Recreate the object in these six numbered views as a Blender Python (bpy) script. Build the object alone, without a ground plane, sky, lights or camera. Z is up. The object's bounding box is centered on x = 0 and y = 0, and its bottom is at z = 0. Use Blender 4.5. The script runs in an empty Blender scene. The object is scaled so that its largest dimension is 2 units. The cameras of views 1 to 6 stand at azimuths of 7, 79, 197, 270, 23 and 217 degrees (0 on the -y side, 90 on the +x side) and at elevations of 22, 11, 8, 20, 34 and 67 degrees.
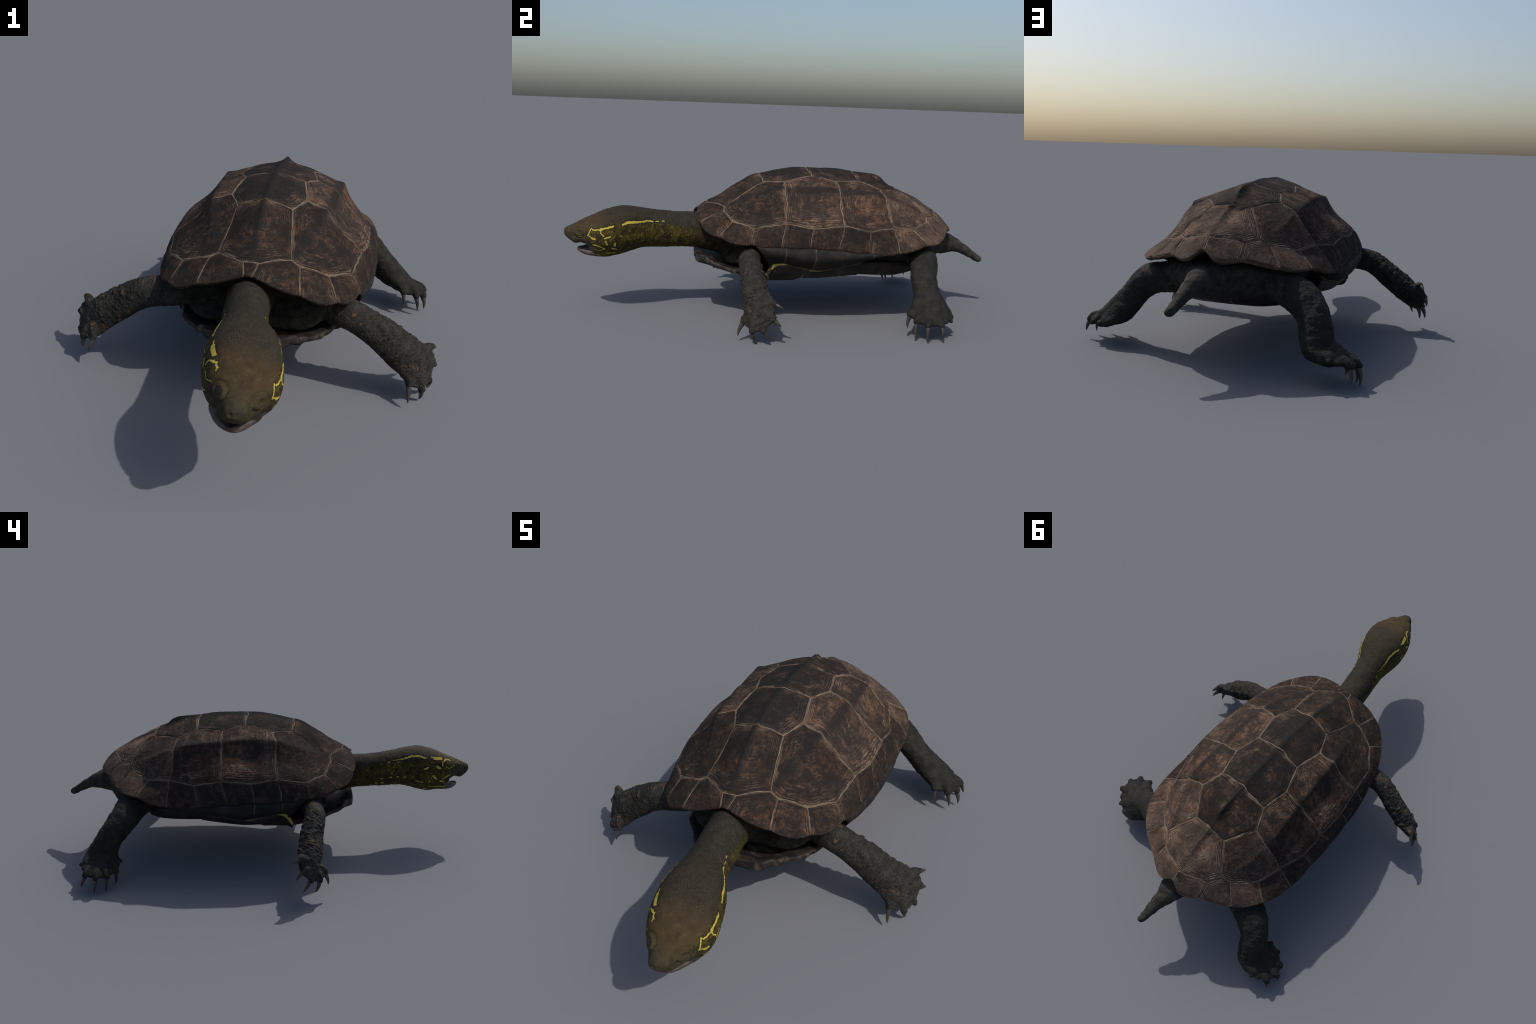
"""Three-keeled pond turtle, walking pose: keeled shell of separate scutes, plastron,
one continuous skin body split by region, claws, eyes."""
import bpy, math, random
import numpy as np
from mathutils import Vector, Matrix, noise

DEBUG = False
random.seed(7)
RNG = np.random.default_rng(11)

# ------------------------------------------------------------------ helpers
def V3(*a): return np.array(a, float)
def unit(v):
    v = np.asarray(v, float); return v / (np.linalg.norm(v) + 1e-12)
def smooth01(a, b, x):
    t = np.clip((x - a) / (b - a), 0, 1); return t * t * (3 - 2 * t)

def catmull(pts, per, closed=False):
    """Catmull-Rom through control points (any dimension)."""
    P = np.asarray(pts, float); n = len(P); out = []
    segs = n if closed else n - 1
    for i in range(segs):
        if closed:
            p0, p1, p2, p3 = P[(i - 1) % n], P[i], P[(i + 1) % n], P[(i + 2) % n]
        else:
            p1, p2 = P[i], P[i + 1]
            p0 = P[i - 1] if i > 0 else 2 * p1 - p2
            p3 = P[i + 2] if i + 2 < n else 2 * p2 - p1
        for k in range(per):
            t = k / per
            out.append(.5 * (2 * p1 + (p2 - p0) * t + (2 * p0 - 5 * p1 + 4 * p2 - p3) * t * t
                             + (3 * p1 - p0 - 3 * p2 + p3) * t ** 3))
    if not closed: out.append(P[-1])
    return np.array(out)

def _hash(ix, iy, iz, salt=0):
    h = (ix * 374761393 + iy * 668265263 + iz * 2147483647 + salt * 974634577) & 0xffffffff
    h = ((h ^ (h >> 13)) * 1274126177) & 0xffffffff
    h = ((h ^ (h >> 16)) * 2246822519) & 0xffffffff
    return h ^ (h >> 15)
def pnoise(p, salt=0):
    """gradient noise, about -1..1, for an (n, 3) array"""
    p = np.asarray(p, float); i = np.floor(p).astype(np.int64); f = p - i
    u = f * f * f * (f * (f * 6 - 15) + 10); out = np.zeros(len(p))
    for dx in (0, 1):
        for dy in (0, 1):
            for dz in (0, 1):
                h = _hash(i[:, 0] + dx, i[:, 1] + dy, i[:, 2] + dz, salt)
                g = np.stack([(h & 1023) / 511.5 - 1, ((h >> 10) & 1023) / 511.5 - 1, ((h >> 20) & 1023) / 511.5 - 1], -1)
                d = (g * (f - np.array([dx, dy, dz]))).sum(1)
                w = (u[:, 0] if dx else 1 - u[:, 0]) * (u[:, 1] if dy else 1 - u[:, 1]) * (u[:, 2] if dz else 1 - u[:, 2])
                out += w * d
    return out * 1.3
def fnoise(p, salt=0, octaves=3):
    return sum(pnoise(np.asarray(p) * 2 ** k, salt + k) * .5 ** k for k in range(octaves))
def voronoi12(p, salt=0):
    """distances to the two nearest feature points of a jittered lattice, and the nearest one's random number"""
    p = np.asarray(p, float); i = np.floor(p).astype(np.int64)
    f1 = np.full(len(p), 9.0); f2 = np.full(len(p), 9.0); rid = np.zeros(len(p))
    for dx in (-1, 0, 1):
        for dy in (-1, 0, 1):
            for dz in (-1, 0, 1):
                c = i + np.array([dx, dy, dz]); h = _hash(c[:, 0], c[:, 1], c[:, 2], salt)
                q = c + np.stack([(h & 1023) / 1023, ((h >> 10) & 1023) / 1023, ((h >> 20) & 1023) / 1023], -1)
                d = np.linalg.norm(q - p, axis=1)
                near = d < f1
                f2 = np.where(near, f1, np.minimum(f2, d)); rid = np.where(near, (h >> 7 & 1023) / 1023, rid); f1 = np.where(near, d, f1)
    return f1, f2, rid

def new_obj(name, verts, faces, mats, parent=None, smooth=True, slots=None, matrix=None):
    me = bpy.data.meshes.new(name)
    me.from_pydata([tuple(v) for v in verts], [], [tuple(f) for f in faces])
    me.update()
    for m in mats: me.materials.append(m)
    if smooth: me.polygons.foreach_set('use_smooth', [True] * len(me.polygons))
    if slots is not None: me.polygons.foreach_set('material_index', list(slots))
    ob = bpy.data.objects.new(name, me)
    bpy.context.scene.collection.objects.link(ob)
    if matrix is not None: ob.matrix_world = matrix
    if parent is not None:
        ob.parent = parent
        ob.matrix_parent_inverse = Matrix.Identity(4)
        pm = Matrix.Identity(4)
        p = parent
        while p is not None:
            pm = p.matrix_basis @ pm; p = p.parent
        ob.matrix_basis = pm.inverted() @ (matrix if matrix is not None else Matrix.Identity(4))
    return ob

def tube(sections, n=32, power=2.0, top_power=None):
    """sections: (center, U axis, ru, V axis, rv_plus, rv_minus).  Closed loft."""
    V = []; F = []
    for c, U, ru, W, rp, rm in sections:
        for k in range(n):
            a = 2 * math.pi * k / n
            ca, sa = math.cos(a), math.sin(a)
            pw = power
            if top_power is not None: pw = top_power[len(V) // n][0 if sa > 0 else 1]
            ca = math.copysign(abs(ca) ** (2 / pw), ca); sa2 = math.copysign(abs(sa) ** (2 / pw), sa)
            V.append(np.asarray(c) + U * (ru * ca) + W * ((rp if sa2 > 0 else rm) * sa2))
    m = len(sections)
    for i in range(m - 1):
        for k in range(n):
            a, b = i * n + k, i * n + (k + 1) % n
            F.append((a, b, b + n, a + n))
    V.append(np.mean(V[:n], axis=0)); V.append(np.mean(V[(m - 1) * n:m * n], axis=0))
    ia, ib = m * n, m * n + 1
    for k in range(n):
        F.append((ia, (k + 1) % n, k)); F.append((ib, (m - 1) * n + k, (m - 1) * n + (k + 1) % n))
    return V, F

def limb(path, hint, sub=6, n=28, round_ends=True):
    """path rows: x,y,z,r_hint,r_other  ->  elliptical tube along a smooth spine."""
    P = catmull(path, sub)
    S = []
    T = np.gradient(P[:, :3], axis=0)
    for i, p in enumerate(P):
        t = unit(T[i]); U = unit(np.asarray(hint) - np.dot(hint, t) * t); W = np.cross(t, U)
        S.append((p[:3], U, p[3], W, p[4], p[4]))
    if round_ends:
        def cap(s, t, sign):
            c, U, a, W, b, b2 = s; r = min(a, b); out = []
            for q in (.35, .7, .93):
                k = math.sqrt(1 - q * q)
                out.append((c + t * sign * r * q, U, a * k, W, b * k, b * k))
            return out
        S = cap(S[0], unit(T[0]), -1)[::-1] + S + cap(S[-1], unit(T[-1]), 1)
    return tube(S, n)

# ------------------------------------------------------------------ materials
class NT:
    """Small node-graph writer."""
    def __init__(self, name):
        self.m = bpy.data.materials.new(name); self.m.use_nodes = True
        self.t = self.m.node_tree; self.t.nodes.clear()
        self.out = self.t.nodes.new('ShaderNodeOutputMaterial')
        self.b = self.t.nodes.new('ShaderNodeBsdfPrincipled')
        self.t.links.new(self.b.outputs[0], self.out.inputs[0])
        self._oc = None
    def link(self, a, b): self.t.links.new(a, b)
    def put(self, sock, v):
        if isinstance(v, bpy.types.NodeSocket): self.link(v, sock)
        elif v is not None:
            if sock.type == 'RGBA' and len(v) == 3: v = (*v, 1)
            sock.default_value = v
    @property
    def oc(self):
        if self._oc is None:
            self._oc = self.t.nodes.new('ShaderNodeTexCoord').outputs['Object']
        return self._oc
    def math(self, op, a, b=None, c=None, clamp=False):
        n = self.t.nodes.new('ShaderNodeMath'); n.operation = op; n.use_clamp = clamp
        for i, v in enumerate((a, b, c)):
            if v is not None: self.put(n.inputs[i], v)
        return n.outputs[0]
    def vmath(self, op, a, b=None):
        n = self.t.nodes.new('ShaderNodeVectorMath'); n.operation = op
        self.put(n.inputs[0], a)
        if b is not None: self.put(n.inputs[1], b)
        return n.outputs['Value'] if op in ('DOT_PRODUCT', 'LENGTH', 'DISTANCE') else n.outputs[0]
    def sep(self, v):
        n = self.t.nodes.new('ShaderNodeSeparateXYZ'); self.link(v, n.inputs[0]); return n.outputs
    def comb(self, x, y, z):
        n = self.t.nodes.new('ShaderNodeCombineXYZ')
        for i, v in enumerate((x, y, z)): self.put(n.inputs[i], v)
        return n.outputs[0]
    def mapping(self, v, scale=(1, 1, 1), loc=(0, 0, 0), rot=(0, 0, 0)):
        n = self.t.nodes.new('ShaderNodeMapping'); self.link(v, n.inputs[0])
        n.inputs['Scale'].default_value = scale; n.inputs['Location'].default_value = loc
        n.inputs['Rotation'].default_value = rot
        return n.outputs[0]
    def noise(self, v, scale, detail=4, rough=.55, dist=0.0):
        n = self.t.nodes.new('ShaderNodeTexNoise'); self.link(v, n.inputs['Vector'])
        n.inputs['Scale'].default_value = scale; n.inputs['Detail'].default_value = detail
        n.inputs['Roughness'].default_value = rough; n.inputs['Distortion'].default_value = dist
        return n.outputs['Fac']
    def voronoi(self, v, scale, feature='F1', out='Distance', rand=1.0):
        n = self.t.nodes.new('ShaderNodeTexVoronoi'); self.link(v, n.inputs['Vector'])
        n.feature = feature; n.inputs['Scale'].default_value = scale
        n.inputs['Randomness'].default_value = rand
        return n.outputs[out]
    def ramp(self, f, a, b, lo=0.0, hi=1.0, smooth=True):
        n = self.t.nodes.new('ShaderNodeMapRange'); self.put(n.inputs[0], f)
        if smooth: n.interpolation_type = 'SMOOTHSTEP'
        n.inputs[1].default_value = a; n.inputs[2].default_value = b
        n.inputs[3].default_value = lo; n.inputs[4].default_value = hi
        n.clamp = True
        return n.outputs[0]
    def cramp(self, f, stops):
        n = self.t.nodes.new('ShaderNodeValToRGB'); self.put(n.inputs[0], f); e = n.color_ramp.elements
        while len(e) < len(stops): e.new(.5)
        for k, (p, c) in enumerate(stops): e[k].position = p; e[k].color = (*c, 1)
        return n.outputs[0]
    def mix(self, f, a, b):
        n = self.t.nodes.new('ShaderNodeMix'); n.data_type = 'RGBA'
        self.put(n.inputs[0], f); self.put(n.inputs[6], a); self.put(n.inputs[7], b)
        return n.outputs[2]
    def bump(self, h, strength=.4, dist=.004, normal=None):
        n = self.t.nodes.new('ShaderNodeBump'); self.put(n.inputs['Height'], h)
        n.inputs['Strength'].default_value = strength; n.inputs['Distance'].default_value = dist
        if normal is not None: self.link(normal, n.inputs['Normal'])
        return n.outputs[0]
    def finish(self, color, rough=.6, normal=None, spec=.35):
        self.put(self.b.inputs['Base Color'], color); self.put(self.b.inputs['Roughness'], rough)
        self.b.inputs['Specular IOR Level'].default_value = spec
        if normal is not None: self.link(normal, self.b.inputs['Normal'])
        return self.m
    def seg_dist2d(self, y, z, a, b):
        """distance in the (y,z) plane to the segment a-b"""
        ay, az = a; by, bz = b; dy, dz = by - ay, bz - az; L2 = dy * dy + dz * dz + 1e-9
        py = self.math('SUBTRACT', y, ay); pz = self.math('SUBTRACT', z, az)
        h = self.math('MULTIPLY_ADD', pz, dz / L2, self.math('MULTIPLY', py, dy / L2), clamp=True)
        qy = self.math('MULTIPLY_ADD', h, -dy, py); qz = self.math('MULTIPLY_ADD', h, -dz, pz)
        return self.math('SQRT', self.math('MULTIPLY_ADD', qy, qy, self.math('MULTIPLY', qz, qz)))

def scute_material(name, edges, ring_mm, wear, seed, dark, keel=None):
    """Growth-ringed horn.  t = 0 at the areola, 1 on the polygon's edges (object XY plane)."""
    g = NT(name); oc = g.oc
    t = None
    for nx, ny, d in edges:
        v = g.vmath('DOT_PRODUCT', oc, (nx / d, ny / d, 0))
        t = v if t is None else g.math('SMOOTH_MAX', t, v, .06)
    dmean = float(np.mean([e[2] for e in edges]))
    wob = g.noise(g.mapping(oc, loc=(seed, 0, 0)), 22, 3)
    tw = g.math('MULTIPLY_ADD', g.math('SUBTRACT', wob, .5), .12, t)
    nr = dmean / ring_mm
    ph = g.math('MULTIPLY', tw, nr)
    rings = g.math('SINE', g.math('MULTIPLY', ph, 6.2832))
    jit = g.noise(g.comb(g.math('MULTIPLY', tw, nr * 1.7), seed, 0), 1.0, 2)   # rings differ in strength
    n_big = g.noise(g.mapping(oc, loc=(0, seed, 0)), 9, 4, .6)
    n_mid = g.noise(g.mapping(oc, loc=(seed, seed, 0)), 38, 5, .65, .6)
    n_fine = g.noise(g.mapping(oc, loc=(seed, 0, seed)), 150, 3, .6)
    # streaks that run along the rings: angle low frequency, t high frequency
    x, y, z = g.sep(oc)[:3]
    ang = g.math('ARCTAN2', y, x)
    streak = g.noise(g.comb(g.math('MULTIPLY', tw, 16.0), g.math('MULTIPLY', ang, 2.2), seed), 1.6, 5, .7)
    wide = g.noise(g.comb(g.math('MULTIPLY', tw, 5.0), g.math('MULTIPLY', ang, .9), seed + 9), 1.5, 4, .6)
    sc = g.math('MULTIPLY_ADD', g.math('SUBTRACT', streak, .5), 1.05, .46 + .16 * (wear - .4))
    sc = g.math('MULTIPLY_ADD', g.math('SUBTRACT', n_big, .5), .75 + .35 * wear, sc)
    sc = g.math('MULTIPLY_ADD', g.math('SUBTRACT', wide, .5), .55, sc)
    sc = g.math('MULTIPLY_ADD', g.math('SUBTRACT', n_mid, .5), .60, sc)
    sc = g.math('MULTIPLY_ADD', g.math('SUBTRACT', n_fine, .5), .35, sc)
    base = g.cramp(sc, [(.30, dark), (.46, (.024, .0195, .0170)), (.57, (.046, .031, .0235)), (.67, (.092, .054, .035)), (.81, (.170, .115, .080))])
    # horn stays blackish where it is least worn
    base = g.mix(max(0, .52 - 1.2 * wear), base, dark)
    rust = g.math('MULTIPLY', g.ramp(g.noise(g.mapping(oc, loc=(2, seed, 0)), 8, 3), .46, .62), g.ramp(n_mid, .40, .64))
    base = g.mix(g.math('MULTIPLY', rust, min(.05 + .95 * wear, .66)), base, (.098, .047, .025))
    # dusty wash over worn scutes
    wash = g.math('MULTIPLY', g.ramp(n_big, .25, .60, .35, 1), g.ramp(streak, .34, .60, .45, 1))
    base = g.mix(g.math('MULTIPLY', wash, min(1.3 * max(wear - .42, 0), .60)), base, (.150, .104, .080))
    # pale growth lines, strongest towards the edge
    outer = g.ramp(t, .55, .90)
    lines = g.math('MULTIPLY', g.ramp(rings, .45, .98), outer)
    lines = g.math('MULTIPLY', lines, g.ramp(jit, .40 - .12 * max(wear - .5, 0), .58 - .25 * max(wear - .5, 0)))
    lines = g.math('MULTIPLY', lines, g.ramp(n_mid, .36, .56))
    keep = g.math('MAXIMUM', g.ramp(n_big, .40, .60), g.ramp(t, .86, .97))
    lines = g.math('MULTIPLY', lines, keep)
    base = g.mix(g.math('MULTIPLY', lines, min(.35 + .65 * wear, .92)), base, (.33, .235, .165))
    band = g.math('MULTIPLY', g.ramp(t, .94, .995), g.ramp(g.noise(oc, 18, 4, .6), .40, .62))
    base = g.mix(g.math('MULTIPLY', band, min(.40 + .45 * wear, .85)), base, (.190, .140, .102))
    if keel is not None:                       # blackish unworn horn on the keel crest; on costals also painted-in keel shade
        kd = g.math('ABSOLUTE', g.math('SUBTRACT', g.math('MULTIPLY_ADD', g.math('SUBTRACT', n_big, .5), .03, x), keel[0]))
        km = g.math('MULTIPLY', g.ramp(kd, keel[1] * .45, keel[1], 1, 0), g.ramp(n_mid, .28, .48))
        base = g.mix(g.math('MULTIPLY', km, keel[2]), base, (.0175, .0165, .0165))
    h = g.math('MULTIPLY_ADD', rings, g.math('MULTIPLY', outer, .10 + .42 * wear), g.math('ADD', g.math('MULTIPLY', n_fine, 1.2), g.math('MULTIPLY', streak, 1.3)))
    return g.finish(base, .85, g.bump(h, .8, .0025), .08)

def seam_material():
    g = NT('seam_keratin'); oc = g.oc
    n = g.noise(oc, 30, 4, .6); n2 = g.noise(oc, 7, 3)
    c = g.mix(g.ramp(n, .3, .7), (.090, .068, .050), (.31, .235, .170))
    c = g.mix(g.math('MULTIPLY', g.ramp(n2, .44, .64), .7), c, (.030, .025, .021))
    return g.finish(c, .85, g.bump(g.noise(oc, 120, 3), .3, .002), .1)

def horn_under_material():
    g = NT('shell_underside'); oc = g.oc
    c = g.mix(g.ramp(g.noise(oc, 14, 5), .4, .7), (.014, .013, .012), (.034, .026, .021))
    return g.finish(c, .8, g.bump(g.noise(oc, 90, 4), .3, .002), .12)

def bridge_material():
    g = NT('bridge_horn'); oc = g.oc
    c = g.mix(g.ramp(g.noise(oc, 18, 5), .4, .72), (.014, .013, .0125), (.028, .024, .021))
    x, y, z = g.sep(oc)[:3]
    wob = g.math('MULTIPLY_ADD', g.math('SUBTRACT', g.noise(oc, 30, 2), .5), .012, y)
    d = None
    for yy in (-.058, .070, .208, .325):
        q = g.math('ABSOLUTE', g.math('SUBTRACT', wob, yy)); d = q if d is None else g.math('MINIMUM', d, q)
    line = g.math('MULTIPLY', g.ramp(d, .0012, .0035, 1, 0), g.ramp(g.noise(oc, 22, 3), .35, .6))
    c = g.mix(g.math('MULTIPLY', line, .8), c, (.11, .075, .05))
    return g.finish(c, .75, g.bump(g.noise(oc, 70, 4), .25, .002), .15)

def plastron_material():
    g = NT('plastron_horn'); oc = g.oc
    c = g.mix(g.ramp(g.noise(oc, 12, 5), .42, .7), (.013, .011, .0105), (.030, .022, .019))
    x, y, z = g.sep(oc)[:3]
    wx = g.math('MULTIPLY_ADD', g.math('SUBTRACT', g.noise(oc, 9, 3), .5), .03, y)
    d = g.math('ABSOLUTE', g.math('SUBTRACT', x, .01))
    for yy in (-.26, -.12, .03, .20, .40):
        d = g.math('MINIMUM', d, g.math('ABSOLUTE', g.math('SUBTRACT', wx, yy)))
    under = g.ramp(z, .20, .24, 1, 0)
    c = g.mix(g.math('MULTIPLY', g.ramp(d, .002, .005, 1, 0), g.math('MULTIPLY', under, .5)), c, (.30, .24, .07))
    # pinkish pale patches over the front lip
    lipm = g.math('MULTIPLY', g.ramp(y, -.18, -.33), g.ramp(g.noise(g.mapping(oc, scale=(1, 1, .4)), 24, 4, .6), .50, .66))
    c = g.mix(g.math('MULTIPLY', lipm, .6), c, (.098, .078, .068))
    spot = g.ramp(g.vmath('DISTANCE', g.mapping(oc, scale=(1.3, .75, 1)), (.17 * 1.3, -.335 * .75, .262)), .012, .02, 1, 0)
    c = g.mix(g.math('MULTIPLY', spot, .8), c, (.150, .088, .070))
    return g.finish(c, .6, g.bump(g.noise(oc, 60, 4), .4, .003), .25)

def yellow_skin_material():
    g = NT('yellow_seam_skin'); oc = g.oc
    c = g.mix(g.ramp(g.noise(oc, 40, 3), .35, .65), (.30, .25, .055), (.52, .43, .12))
    x, y, z = g.sep(oc)[:3]
    c = g.mix(g.ramp(g.noise(oc, 20, 2), .48, .60), c, (.028, .024, .018))
    mid = g.ramp(y, -.06, -.03)
    c = g.mix(g.math('MULTIPLY', mid, .9), c, (.045, .038, .026))
    knot = g.ramp(g.math('ABSOLUTE', g.math('SUBTRACT', y, .083)), .02, .03, 1, 0)
    c = g.mix(g.math('MULTIPLY', knot, .55), c, (.30, .255, .09))
    return g.finish(c, .8, None, .12)

def skin_common(g, fine_scale=210):
    oc = g.oc
    cells = g.voronoi(oc, fine_scale, 'F1')
    n = g.noise(oc, 45, 5, .6)
    return oc, cells, n

def limb_skin_material(name, lo, hi, orange, cell, bump):
    g = NT(name); oc = g.oc
    n = g.noise(oc, 34, 5, .62); n2 = g.noise(oc, 11, 3)
    cells = g.voronoi(oc, cell, 'F1')
    edge = g.voronoi(oc, cell, 'DISTANCE_TO_EDGE')
    c = g.mix(g.ramp(n, .32, .70), lo, hi)
    c = g.mix(g.ramp(edge, .0, .12, .55, 0), c, tuple(v * .45 for v in lo))
    c = g.mix(g.math('MULTIPLY', g.ramp(n2, .55, .7), .35), c, (.050, .046, .038))
    if orange > 0:
        rnd = g.sep(g.voronoi(g.mapping(oc, loc=(.3, .1, .2)), 72, 'F1', 'Color'))[0]
        spot = g.math('MULTIPLY', g.ramp(rnd, .945, .965), g.ramp(g.noise(oc, 70, 3), .42, .6))
        c = g.mix(g.math('MULTIPLY', spot, orange), c, (.135, .070, .028))
    h = g.math('ADD', g.math('MULTIPLY', g.ramp(edge, 0, .25), .9), g.math('MULTIPLY', n, .7))
    return g.finish(c, .8, g.bump(h, bump, .0022), .12)

# yellow markings on the sides of the head and neck, (y, z) end points and half width
MARKS_LEFT = [
    ((-.873, .392), (-.842, .393), .0034), ((-.842, .393), (-.816, .401), .0055), ((-.816, .401), (-.785, .408), .0050),
    ((-.878, .396), (-.888, .379), .0028), ((-.888, .379), (-.891, .370), .0030), ((-.893, .366), (-.877, .356), .0028),
    ((-.877, .356), (-.862, .351), .0055), ((-.842, .392), (-.836, .376), .0026), ((-.836, .376), (-.825, .366), .0034),
    ((-.820, .356), (-.797, .363), .0048), ((-.819, .342), (-.812, .328), .0045), ((-.777, .332), (-.779, .320), .0055),
    ((-.871, .325), (-.849, .321), .0036), ((-.849, .321), (-.822, .306), .0034), ((-.822, .304), (-.846, .298), .0026),
    ((-.846, .298), (-.868, .301), .0022), ((-.818, .284), (-.779, .284), .0032), ((-.790, .307), (-.772, .304), .0040),
    ((-.742, .415), (-.723, .422), .0058), ((-.723, .424), (-.695, .424), .0068), ((-.690, .423), (-.640, .425), .0046),
    ((-.640, .427), (-.610, .422), .0034), 
    ((-.874, .282), (-.869, .289), .0026), ((-.932, .360), (-.921, .360), .0026), ((-.596, .422), (-.586, .421), .0036),
    ((-.566, .421), (-.560, .421), .0036)]
MARKS_RIGHT = [
    ((-.790, .452), (-.806, .449), .0024), ((-.806, .448), (-.841, .442), .0058), ((-.847, .414), (-.847, .427), .0040),
    ((-.847, .427), (-.871, .437), .0036), ((-.871, .437), (-.892, .425), .0024), ((-.866, .407), (-.879, .395), .0018),
    ((-.879, .395), (-.908, .403), .0018), ((-.818, .411), (-.833, .402), .0065), ((-.800, .368), (-.817, .348), .0060),
    ((-.792, .354), (-.798, .372), .0022), ((-.849, .345), (-.874, .359), .0040), ((-.874, .359), (-.887, .363), .0036),
    ((-.838, .337), (-.858, .329), .0060), ((-.782, .307), (-.815, .303), .0030), ((-.815, .303), (-.872, .299), .0032),
    ((-.718, .340), (-.752, .332), .0032), ((-.756, .404), (-.771, .408), .0055), ((-.778, .334), (-.786, .338), .0044),
    ((-.767, .287), (-.780, .288), .0045), ((-.604, .437), (-.643, .444), .0022),
    ((-.643, .444), (-.669, .451), .0036), ((-.669, .451), (-.694, .459), .0040), ((-.694, .459), (-.735, .461), .0050),
    ((-.735, .459), (-.764, .452), .0042), ((-.578, .428), (-.588, .431), .0022), ((-.633, .359), (-.628, .359), .0050),
    ((-.665, .359), (-.660, .359), .0048), ((-.599, .357), (-.593, .357), .0044), ((-.556, .353), (-.548, .350), .0042),
    ((-.562, .325), (-.555, .325), .0048), ((-.530, .325), (-.524, .325), .0048), ((-.601, .377), (-.597, .377), .0036)]

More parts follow.
